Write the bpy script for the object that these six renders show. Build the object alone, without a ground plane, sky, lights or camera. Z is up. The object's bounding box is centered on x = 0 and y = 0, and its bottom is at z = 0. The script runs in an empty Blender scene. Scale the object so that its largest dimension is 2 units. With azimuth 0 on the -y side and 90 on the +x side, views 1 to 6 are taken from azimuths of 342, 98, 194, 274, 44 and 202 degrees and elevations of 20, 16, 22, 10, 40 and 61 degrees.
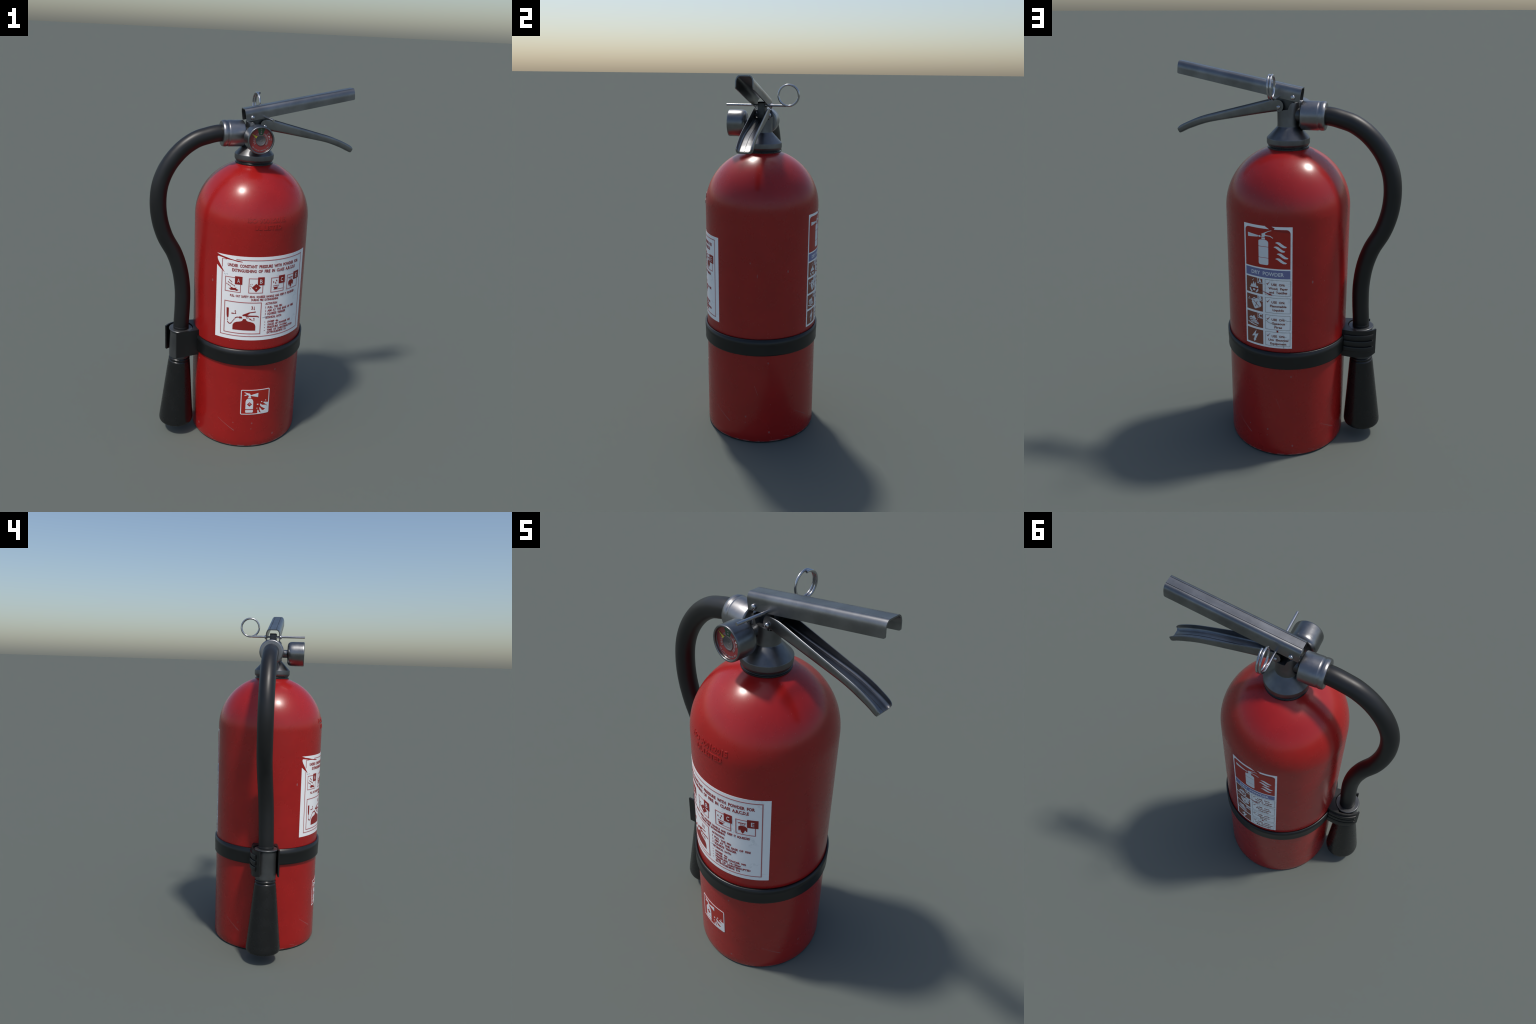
"""A red dry-powder fire extinguisher: tank with paper labels, valve head with
carry handle, squeeze lever, pin and gauge, and a hose whose nozzle is clipped to the side."""
import bpy, bmesh, math
from mathutils import Vector, Matrix

PI = math.pi
scene = bpy.context.scene
COL = scene.collection

# ------------------------------------------------------------------ sizes
TANK_R = 0.3119            # tank radius
DOME_Z = 1.310             # where the cylinder turns into the dome
DOME_H = 0.306             # height of the dome
COLLAR_Z = 1.6             # top of the tank, bottom of the valve


def tank_radius(z):
    if z <= DOME_Z:
        return TANK_R
    t = min(1.0, (z - DOME_Z) / DOME_H)
    return TANK_R * math.sqrt(max(0.0, 1 - t * t))


# ------------------------------------------------------------------ node helper
class Nodes:
    def __init__(self, name):
        self.mat = bpy.data.materials.new(name)
        self.mat.use_nodes = True
        self.t = self.mat.node_tree
        self.t.nodes.clear()
        self.out = self.t.nodes.new('ShaderNodeOutputMaterial')
        self.b = self.t.nodes.new('ShaderNodeBsdfPrincipled')
        self.t.links.new(self.b.outputs[0], self.out.inputs[0])
        self._pos = None

    def put(self, sock, v):
        if hasattr(v, 'is_linked') or hasattr(v, 'links'):
            self.t.links.new(v, sock)
        elif isinstance(v, (tuple, list)):
            sock.default_value = tuple(v) + ((1.0,) if len(v) == 3 and sock.type == 'RGBA' else ())
        else:
            sock.default_value = v

    def set(self, **kw):
        for k, v in kw.items():
            self.put(self.b.inputs[k.replace('_', ' ')], v)

    def pos(self):
        if self._pos is None:
            self._pos = self.t.nodes.new('ShaderNodeTexCoord').outputs['Object']
        return self._pos

    def math(self, op, a, b=0.0, c=0.0, clamp=False):
        n = self.t.nodes.new('ShaderNodeMath')
        n.operation = op
        n.use_clamp = clamp
        for s, v in zip(n.inputs, (a, b, c)):
            self.put(s, v)
        return n.outputs[0]

    def vec(self, op, a, b=(0, 0, 0), scale=None):
        n = self.t.nodes.new('ShaderNodeVectorMath')
        n.operation = op
        self.put(n.inputs[0], a)
        self.put(n.inputs[1], b)
        if scale is not None:
            self.put(n.inputs['Scale'], scale)
        return n.outputs['Value'] if op in ('LENGTH', 'DOT_PRODUCT', 'DISTANCE') else n.outputs['Vector']

    def sep(self, v):
        n = self.t.nodes.new('ShaderNodeSeparateXYZ')
        self.put(n.inputs[0], v)
        return n.outputs

    def comb(self, x, y, z):
        n = self.t.nodes.new('ShaderNodeCombineXYZ')
        for s, v in zip(n.inputs, (x, y, z)):
            self.put(s, v)
        return n.outputs[0]

    def noise(self, v, scale, detail=4, rough=0.55):
        n = self.t.nodes.new('ShaderNodeTexNoise')
        self.put(n.inputs['Vector'], v)
        n.inputs['Scale'].default_value = scale
        n.inputs['Detail'].default_value = detail
        n.inputs['Roughness'].default_value = rough
        return n.outputs[0]

    def voronoi(self, v, scale, rand=1.0):
        n = self.t.nodes.new('ShaderNodeTexVoronoi')
        self.put(n.inputs['Vector'], v)
        n.inputs['Scale'].default_value = scale
        n.inputs['Randomness'].default_value = rand
        return n.outputs['Distance'], n.outputs['Color']

    def ramp(self, v, lo, hi, a=0.0, b=1.0):
        n = self.t.nodes.new('ShaderNodeMapRange')
        n.interpolation_type = 'SMOOTHSTEP'
        self.put(n.inputs['Value'], v)
        n.inputs['From Min'].default_value = lo
        n.inputs['From Max'].default_value = hi
        n.inputs['To Min'].default_value = a
        n.inputs['To Max'].default_value = b
        return n.outputs[0]

    def mix(self, f, a, b):
        n = self.t.nodes.new('ShaderNodeMix')
        n.data_type = 'RGBA'
        self.put(n.inputs[0], f)
        self.put(n.inputs[6], a)
        self.put(n.inputs[7], b)
        return n.outputs[2]

    def bump(self, h, strength, dist):
        n = self.t.nodes.new('ShaderNodeBump')
        self.put(n.inputs['Height'], h)
        n.inputs['Strength'].default_value = strength
        n.inputs['Distance'].default_value = dist
        self.t.links.new(n.outputs[0], self.b.inputs['Normal'])


# ------------------------------------------------------------------ materials
RED = (0.365, 0.0110, 0.0100)
PRINT_RED = (0.30, 0.014, 0.012)


def paint_material():
    """Glossy red enamel with chips, long scratches and a worn foot."""
    m = Nodes('red_enamel')
    x, y, z = m.sep(m.pos())
    arc = m.math('MULTIPLY', m.math('ARCTAN2', x, m.math('MULTIPLY', y, -1)), TANK_R)
    period = 2 * PI * TANK_R / 4          # the wear repeats four times round the tank
    u = m.math('FLOORED_MODULO', m.math('ADD', arc, period), period)
    uv = m.comb(u, z, 0.0)
    wob = m.noise(m.pos(), 60, 3)
    uvw = m.comb(m.math('ADD', u, m.math('MULTIPLY', m.math('SUBTRACT', wob, 0.5), 0.004)), z, 0.0)

    def scratch(a, b, w0, w1):
        d = Vector((b[0] - a[0], b[1] - a[1], 0))
        rel = m.vec('SUBTRACT', uvw, (a[0], a[1], 0))
        t = m.math('DIVIDE', m.vec('DOT_PRODUCT', rel, tuple(d)), d.length_squared, clamp=True)
        near = m.vec('SCALE', tuple(d), scale=t)
        dist = m.vec('LENGTH', m.vec('SUBTRACT', rel, near))
        w = m.math('MULTIPLY_ADD', m.math('MULTIPLY', t, t), w1 - w0, w0)
        return m.math('SUBTRACT', 1.0, m.math('DIVIDE', dist, w), clamp=True)

    def spot(c, rx, rz):
        rel = m.vec('MULTIPLY', m.vec('SUBTRACT', uvw, (c[0], c[1], 0)), (1 / rx, 1 / rz, 0))
        return m.math('MULTIPLY', m.math('SUBTRACT', 1.15, m.vec('LENGTH', rel), clamp=True), 1.6, clamp=True)

    masks = [scratch((0.253, 0.174), (0.350, 0.110), 0.0016, 0.0042),
             scratch((0.184, 0.031), (0.218, 0.019), 0.0012, 0.0025),
             scratch((0.030, 0.300), (0.012, 0.355), 0.0010, 0.0014),
             spot((0.0875, 0.492), .0040, .0060), spot((0.453, 0.160), .0045, .0060),
             spot((0.096, 0.0655), .0055, .0075), spot((0.345, 0.161), .0030, .0040),
             spot((0.192, 1.008), .0045, .0085), spot((0.0257, 0.990), .0022, .0110),
             spot((0.477, 1.059), .0030, .0050), spot((0.45, 0.1225), .0026, .0042)]
    # fine fly-specks scattered everywhere, thicker near the foot
    for sc, thr, keep in ((26, 0.060, 0.55), (58, 0.085, 0.72)):
        dist, colr = m.voronoi(uv, sc)
        rnd = m.sep(colr)[0]
        masks.append(m.math('MULTIPLY', m.ramp(dist, thr * 0.5, thr, 0.75, 0.0), m.ramp(rnd, keep, keep + 0.02)))
    wear = masks[0]
    for k in masks[1:]:
        wear = m.math('MAXIMUM', wear, k)
    rub = m.math('MULTIPLY', m.ramp(z, 0.004, 0.016, 1.0, 0.0), m.ramp(m.noise(m.pos(), 22, 4), 0.47, 0.62))
    tone = m.noise(m.pos(), 7.0, 5, 0.6)
    base = m.mix(m.ramp(tone, 0.3, 0.7), (RED[0] * .95, RED[1] * .95, RED[2] * .95), (RED[0] * 1.05, RED[1] * 1.06, RED[2] * 1.06))
    base = m.mix(m.math('MULTIPLY', wear, 0.62), base, (0.30, 0.16, 0.16))
    base = m.mix(m.math('MULTIPLY', rub, 0.75), base, (0.50, 0.36, 0.36))
    smear = m.ramp(m.noise(m.pos(), 5.0, 6, 0.62), 0.35, 0.75, 0.24, 0.33)
    m.set(Base_Color=base, Roughness=m.math('MULTIPLY_ADD', wear, 0.3, smear), IOR=1.5)
    m.set(Coat_Weight=0.10, Coat_Roughness=0.12)
    m.bump(m.math('SUBTRACT', m.noise(m.pos(), 40, 3), m.math('MULTIPLY', wear, 0.6)), 0.025, 0.004)
    return m.mat


def metal_material(name, col, rough, spread=0.12, streak=None, metallic=1.0):
    """Dull plated steel: blotchy roughness, faint stains and an optional brushed direction."""
    m = Nodes(name)
    v = m.pos()
    if streak:
        v = m.vec('MULTIPLY', v, streak)
    n1 = m.noise(v, 30, 6, 0.62)
    n2 = m.noise(m.pos(), 9, 5, 0.6)
    grime = m.ramp(m.noise(m.pos(), 46, 5, 0.7), 0.56, 0.72)
    base = m.mix(m.ramp(n2, 0.3, 0.7), tuple(c * 0.82 for c in col), tuple(c * 1.15 for c in col))
    base = m.mix(m.math('MULTIPLY', grime, 0.18), base, tuple(c * 0.5 for c in col))
    m.set(Base_Color=base, Metallic=metallic,
          Roughness=m.ramp(n1, 0.25, 0.75, rough - spread / 2, rough + spread / 2))
    m.bump(n1, 0.06, 0.002)
    return m.mat


def rubber_material(name, col, rough, speck=0.0, bump=0.10):
    m = Nodes(name)
    n = m.noise(m.pos(), 14, 5, 0.6)
    g = m.noise(m.pos(), 260, 2)
    base = m.mix(m.ramp(n, 0.3, 0.75), tuple(c * 0.94 for c in col), tuple(c * 1.08 for c in col))
    if speck:
        base = m.mix(m.math('MULTIPLY', m.ramp(g, 0.60, 0.72), speck), base, tuple(c * 2.2 + 0.01 for c in col))
    m.set(Base_Color=base, Roughness=m.ramp(n, 0.3, 0.7, rough - 0.02, rough + 0.03))
    m.bump(g, bump, 0.0015)
    return m.mat


def plain_material(name, col, rough=0.45, vary=0.06, metallic=0.0):
    m = Nodes(name)
    n = m.noise(m.pos(), 18, 4)
    m.set(Base_Color=m.mix(n, tuple(c * (1 - vary) for c in col), tuple(min(1, c * (1 + vary)) for c in col)),
          Roughness=rough, Metallic=metallic)
    return m.mat


def paper_material():
    """White label stock, slightly creased and smudged."""
    m = Nodes('label_paper')
    warp = m.vec('ADD', m.pos(), m.vec('SCALE', m.comb(m.noise(m.pos(), 9, 3), m.noise(m.pos(), 7, 3), m.noise(m.pos(), 8, 3)), scale=0.12))
    d, c = m.voronoi(warp, 9)
    crease = m.math('ABSOLUTE', m.math('SUBTRACT', m.noise(warp, 8, 5, 0.6), 0.5))
    line = m.ramp(crease, 0.0, 0.020, 1.0, 0.0)
    where = m.ramp(m.noise(m.pos(), 4.5, 2), 0.50, 0.62)
    dirt = m.math('MULTIPLY', line, where)
    cloud = m.ramp(m.noise(m.pos(), 14, 5, 0.65), 0.55, 0.80, 0.0, 0.07)
    base = m.mix(m.math('ADD', m.math('MULTIPLY', dirt, 0.28), cloud, clamp=True), (0.96, 0.96, 0.96), (0.50, 0.53, 0.56))
    m.set(Base_Color=base, Roughness=0.38)
    m.bump(m.math('ADD', m.math('MULTIPLY', dirt, -0.5), m.noise(warp, 8, 3)), 0.16, 0.004)
    return m.mat


MAT = dict(
    paint=paint_material(),
    steel=metal_material('dark_plated_steel', (0.185, 0.188, 0.194), 0.43),
    gauge=metal_material('gauge_steel', (0.225, 0.23, 0.235), 0.33),
    handle=metal_material('brushed_steel', (0.225, 0.23, 0.237), 0.34, 0.06, streak=(0.06, 1.6, 1.0)),
    coupling=metal_material('nickel_plated_brass', (0.30, 0.30, 0.31), 0.36),
    bright=metal_material('bright_wire', (0.52, 0.52, 0.54), 0.22, 0.08),
    cast=metal_material('blackened_casting', (0.10, 0.105, 0.11), 0.42),
    hose=rubber_material('hose_rubber', (0.0095, 0.0098, 0.0102), 0.42, bump=0.05),
    horn=rubber_material('nozzle_plastic', (0.0085, 0.0088, 0.0092), 0.26, speck=0.12, bump=0.04),
    clip=rubber_material('clip_plastic', (0.0095, 0.0098, 0.0102), 0.36, speck=0.15),
    strap=rubber_material('strap_rubber', (0.0062, 0.0066, 0.0069), 0.33, speck=0.2, bump=0.03),  # base darkened so the reflection along the strap contrasts more
    gasket=rubber_material('gasket_rubber', (0.012, 0.012, 0.013), 0.28),
    paper=paper_material(),
    ink=plain_material('red_ink', PRINT_RED, 0.38),
    ink_soft=plain_material('faded_red_ink', (0.47, 0.15, 0.15), 0.38),
    ink_text=plain_material('worn_red_ink', (0.34, 0.045, 0.045), 0.38),
    ink_bright=plain_material('signal_red_ink', (0.43, 0.017, 0.010), 0.36),
    ink_brown=plain_material('brown_red_ink', (0.265, 0.072, 0.042), 0.38),
    ink_blue=plain_material('blue_ink', (0.190, 0.200, 0.385), 0.38),
    ink_grey=plain_material('taupe_ink', (0.36, 0.34, 0.30), 0.40),
    white_ink=plain_material('white_ink', (0.80, 0.81, 0.83), 0.38),
    dial_red=plain_material('dial_red', (0.27, 0.038, 0.038), 0.16),
    dial_green=plain_material('dial_green', (0.028, 0.078, 0.036), 0.16),  # green greyed to carry the sky haze reflected over the dial
    dial_white=plain_material('dial_lettering', (0.30, 0.23, 0.235), 0.20),
    dial_light=plain_material('dial_bright_mark', (0.75, 0.75, 0.75), 0.20),
    needle=plain_material('needle_yellow', (0.42, 0.38, 0.03), 0.35),
    hub=plain_material('smoked_hub', (0.105, 0.095, 0.095), 0.12),
    smudge=plain_material('grey_crease', (0.40, 0.45, 0.50), 0.40),
)

# ------------------------------------------------------------------ object helpers
root = bpy.data.objects.new('fire_extinguisher', None)
root.empty_display_size = 0.2
COL.objects.link(root)
root['label'] = 'red fire extinguisher with black hose, clipped nozzle and steel handle'
root['category'] = 'fire extinguisher'


def add(name, bm_or_mesh, mat, parent=None, sharp=35, weld=True):
    if isinstance(bm_or_mesh, bpy.types.Mesh):
        me = bm_or_mesh
    else:
        bm = bm_or_mesh
        if weld:
            bmesh.ops.remove_doubles(bm, verts=bm.verts, dist=1e-6)
        me = bpy.data.meshes.new(name)
        bm.to_mesh(me)
        bm.free()
        me.materials.append(MAT[mat])
        if len(me.polygons):
            me.polygons.foreach_set('use_smooth', [True] * len(me.polygons))
            me.set_sharp_from_angle(angle=math.radians(sharp))
    ob = bpy.data.objects.new(name, me)
    COL.objects.link(ob)
    ob.parent = parent or root
    return ob


def lathe(bm, profile, seg=64, mat=Matrix.Identity(4)):
    """Revolve (radius, height) points about local z."""
    rings = []
    for r, h in profile:
        if r < 1e-6:
            rings.append([bm.verts.new(mat @ Vector((0, 0, h)))])
        else:
            rings.append([bm.verts.new(mat @ Vector((r * math.cos(2 * PI * i / seg), r * math.sin(2 * PI * i / seg), h)))
                          for i in range(seg)])
    for a, b in zip(rings, rings[1:]):
        for i in range(seg):
            j = (i + 1) % seg
            if len(a) == 1 and len(b) == 1:
                continue
            if len(a) == 1:
                bm.faces.new((a[0], b[j], b[i]))
            elif len(b) == 1:
                bm.faces.new((a[i], a[j], b[0]))
            else:
                bm.faces.new((a[i], a[j], b[j], b[i]))
    bmesh.ops.recalc_face_normals(bm, faces=bm.faces)
    return bm


def along(origin, direction):
    """Matrix taking local z to a direction from an origin."""
    q = Vector(direction).normalized().to_track_quat('Z', 'Y')
    return Matrix.Translation(origin) @ q.to_matrix().to_4x4()


def loft(bm, sections, closed=True, caps=True):
    rows = [[bm.verts.new(p) for p in s] for s in sections]
    n = len(rows[0])
    for a, b in zip(rows, rows[1:]):
        for i in range(n if closed else n - 1):
            j = (i + 1) % n
            bm.faces.new((a[i], a[j], b[j], b[i]))
    if caps:
        bm.faces.new(rows[0])
        bm.faces.new(list(reversed(rows[-1])))
    bmesh.ops.recalc_face_normals(bm, faces=bm.faces)
    return bm


def catmull(pts, per=8):
    P = [Vector(p) for p in pts]
    P = [P[0] * 2 - P[1]] + P + [P[-1] * 2 - P[-2]]
    out = []
    for i in range(1, len(P) - 2):
        a, b, c, d = P[i - 1:i + 3]
        for k in range(per):
            t = k / per
            out.append(0.5 * ((2 * b) + (c - a) * t + (2 * a - 5 * b + 4 * c - d) * t * t + (3 * b - a - 3 * c + d) * t ** 3))
    out.append(P[-2].copy())
    return out


def tube(bm, path, radius, seg=28, caps=True):
    """Sweep a circle down a path with a twist-free frame."""
    pts = [Vector(p) for p in path]
    tang = [(pts[min(i + 1, len(pts) - 1)] - pts[max(i - 1, 0)]).normalized() for i in range(len(pts))]
    side = tang[0].orthogonal().normalized()
    rows = []
    for i, (p, t) in enumerate(zip(pts, tang)):
        side = (side - t * side.dot(t)).normalized()
        up = t.cross(side)
        r = radius(i / (len(pts) - 1)) if callable(radius) else radius
        rows.append([p + (side * math.cos(2 * PI * k / seg) + up * math.sin(2 * PI * k / seg)) * r for k in range(seg)])
    return loft(bm, rows, True, caps)


def fillet(profile, radius, steps=4):
    """Round the inner corners of an open (r, z) profile."""
    P = [Vector(p) for p in profile]
    out = [P[0]]
    for a, b, c in zip(P, P[1:], P[2:]):
        ra = min(radius, (a - b).length * 0.45, (c - b).length * 0.45)
        s, e = b + (a - b).normalized() * ra, b + (c - b).normalized() * ra
        for k in range(steps + 1):
            t = k / steps
            out.append(s * (1 - t) ** 2 + b * 2 * t * (1 - t) + e * t * t)
    out.append(P[-1])
    return [tuple(p) for p in out]


# ------------------------------------------------------------------ tank
def build_tank():
    bm = bmesh.new()
    prof = [(0.0, 0.030), (0.26, 0.030), (0.296, 0.010), (0.3075, 0.0045), (0.3098, 0.006), (TANK_R, 0.012)]
    prof += [(TANK_R, z) for z in (0.05, 0.2, 0.45, 0.7, 0.95, 1.2, 1.27)]
    n = 34
    for i in range(n + 1):
        z = DOME_Z + DOME_H * math.sin(PI / 2 * i / n) if i else DOME_Z
        r = tank_radius(z)
        if r < 0.112:
            break
        prof.append((r, z))
    prof += [(0.106, 1.5975), (0.099, 1.6015), (0.09, 1.602)]
    lathe(bm, prof, 128)
    tank = add('tank', bm, 'paint', sharp=40)
    bm = bmesh.new()
    lathe(bm, fillet([(0.27, 0.012), (0.27, 0.0), (0.3075, 0.0), (0.3092, 0.004), (0.3080, 0.0075), (0.29, 0.012), (0.27, 0.012)], 0.0015, 3), 128)
    add('foot_ring', bm, 'cast', tank)
    return tank


tank = build_tank()
tank.location = (0.0, 0.0014, 0.0)


# ------------------------------------------------------------------ things wrapped on the tank
def wrap(bm, lift, depth, back=False, step=0.022, drop=0.0004):
    """Bend a flat drawing (x = arc length, y = height) on to the tank and give it thickness."""
    if not bm.faces:
        return
    bmesh.ops.triangulate(bm, faces=bm.faces)
    lo = min(v.co.x for v in bm.verts)
    hi = max(v.co.x for v in bm.verts)
    k = math.ceil(lo / step + 1e-6)
    while k * step < hi - 1e-6:
        bmesh.ops.bisect_plane(bm, geom=bm.verts[:] + bm.edges[:] + bm.faces[:], dist=1e-6,
                               plane_co=(k * step, 0, 0), plane_no=(1, 0, 0))
        k += 1
    zs = [v.co.y for v in bm.verts]
    if max(zs) > DOME_Z:
        z = DOME_Z
        while z < max(zs):
            bmesh.ops.bisect_plane(bm, geom=bm.verts[:] + bm.edges[:] + bm.faces[:], dist=1e-6,
                                   plane_co=(0, z, 0), plane_no=(0, 1, 0))
            z += 0.01
    top = list(bm.faces)
    flat = {}
    ext = bmesh.ops.extrude_face_region(bm, geom=top)
    new = [g for g in ext['geom'] if isinstance(g, bmesh.types.BMVert)]
    newset = set(new)
    for v in bm.verts:
        s, z = v.co.x, v.co.y
        h = lift if v in newset else lift - depth
        r = tank_radius(z) + h
        a = s / TANK_R
        v.co = Vector((math.sin(a) * r, -math.cos(a) * r, z))
        if back:
            v.co.x, v.co.y = -v.co.x, -v.co.y
    bmesh.ops.recalc_face_normals(bm, faces=bm.faces)


def poly(bm, pts):
    out = []
    for p in pts:
        if not out or (Vector(p) - Vector(out[-1])).length > 1e-5:
            out.append(p)
    if (Vector(out[0]) - Vector(out[-1])).length < 1e-5:
        out.pop()
    bm.faces.new([bm.verts.new((x, y, 0)) for x, y in out]).normal_update()


def rect(bm, x0, y0, x1, y1):
    poly(bm, [(x0, y0), (x1, y0), (x1, y1), (x0, y1)])


def rounded(x0, y0, x1, y1, r, steps=6):
    pts = []
    for cx, cy, a0 in ((x1 - r, y0 + r, -90), (x1 - r, y1 - r, 0), (x0 + r, y1 - r, 90), (x0 + r, y0 + r, 180)):
        for k in range(steps + 1):
            a = math.radians(a0 + 90 * k / steps)
            pts.append((cx + r * math.cos(a), cy + r * math.sin(a)))
    return pts


def frame(bm, x0, y0, x1, y1, w):
    rect(bm, x0, y0, x1, y0 + w)
    rect(bm, x0, y1 - w, x1, y1)
    rect(bm, x0, y0 + w, x0 + w, y1 - w)
    rect(bm, x1 - w, y0 + w, x1, y1 - w)


def round_frame(bm, x0, y0, x1, y1, r, w):
    o = rounded(x0, y0, x1, y1, r)
    i = rounded(x0 + w, y0 + w, x1 - w, y1 - w, max(r - w, 0.001))
    n = len(o)
    ov = [bm.verts.new((x, y, 0)) for x, y in o]
    iv = [bm.verts.new((x, y, 0)) for x, y in i]
    for k in range(n):
        j = (k + 1) % n
        bm.faces.new((ov[k], ov[j], iv[j], iv[k]))


def stroke(bm, pts, w):
    """A pen line of width w along a polyline."""
    P = [Vector((p[0], p[1])) for p in pts]
    L, Rr = [], []
    for i, p in enumerate(P):
        d = (P[min(i + 1, len(P) - 1)] - P[max(i - 1, 0)]).normalized()
        n = Vector((-d.y, d.x)) * w / 2
        L.append(bm.verts.new((*(p + n), 0)))
        Rr.append(bm.verts.new((*(p - n), 0)))
    for i in range(len(P) - 1):
        bm.faces.new((Rr[i], Rr[i + 1], L[i + 1], L[i]))


def disc(bm, cx, cy, r, n=20, ry=None):
    ry = ry or r
    poly(bm, [(cx + r * math.cos(2 * PI * k / n), cy + ry * math.sin(2 * PI * k / n)) for k in range(n)])


_text_cache = {}


def text_shape(s, bold):
    """Outline of a word from the built-in font as triangles, origin at its lower left."""
    key = (s, bold)
    if key not in _text_cache:
        cu = bpy.data.curves.new('lettering_source', 'FONT')
        cu.body = s
        cu.size = 1.0
        cu.offset = bold
        cu.resolution_u = 2
        ob = bpy.data.objects.new('lettering_source', cu)
        COL.objects.link(ob)
        bpy.context.view_layer.update()
        dg = bpy.context.evaluated_depsgraph_get()
        me = ob.evaluated_get(dg).to_mesh()
        vs = [(v.co.x, v.co.y) for v in me.vertices]
        fs = [tuple(p.vertices) for p in me.polygons]
        ob.evaluated_get(dg).to_mesh_clear()
        bpy.data.objects.remove(ob)
        bpy.data.curves.remove(cu)
        x0, x1 = min(v[0] for v in vs), max(v[0] for v in vs)
        _text_cache[key] = (vs, fs, x0, x1)
    return _text_cache[key]


CAP = 0.72   # cap height of the built-in font at size 1


def word(bm, s, x0, x1, zmid, cap, bold=0.040, place=None, gap=True):
    """Set a line between two x positions with a given capital height, words well apart."""
    if gap:
        s = s.replace(' ', '  ')
    vs, fs, a, b = text_shape(s, bold)
    sx = (x1 - x0) / (b - a)
    sy = cap / CAP
    nv = []
    for x, y in vs:
        p = (x0 + (x - a) * sx, zmid - cap / 2 + y * sy)
        nv.append(bm.verts.new((*(place(p) if place else p), 0)))
    for f in fs:
        try:
            bm.faces.new([nv[i] for i in f]).normal_update()
        except ValueError:
            pass


def decal(name, parent, mat, draw, lift, depth=0.0006, back=False):
    bm = bmesh.new()
    draw(bm)
    wrap(bm, lift, depth, back)
    return add(name, bm, mat, parent, sharp=30, weld=False)


# ---- front instruction label -------------------------------------------------
SHEET = 0.0007      # lift of label stock over the paint
INK = 0.0013        # lift of print over the paint
INK2 = 0.0018       # second print layer


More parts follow.
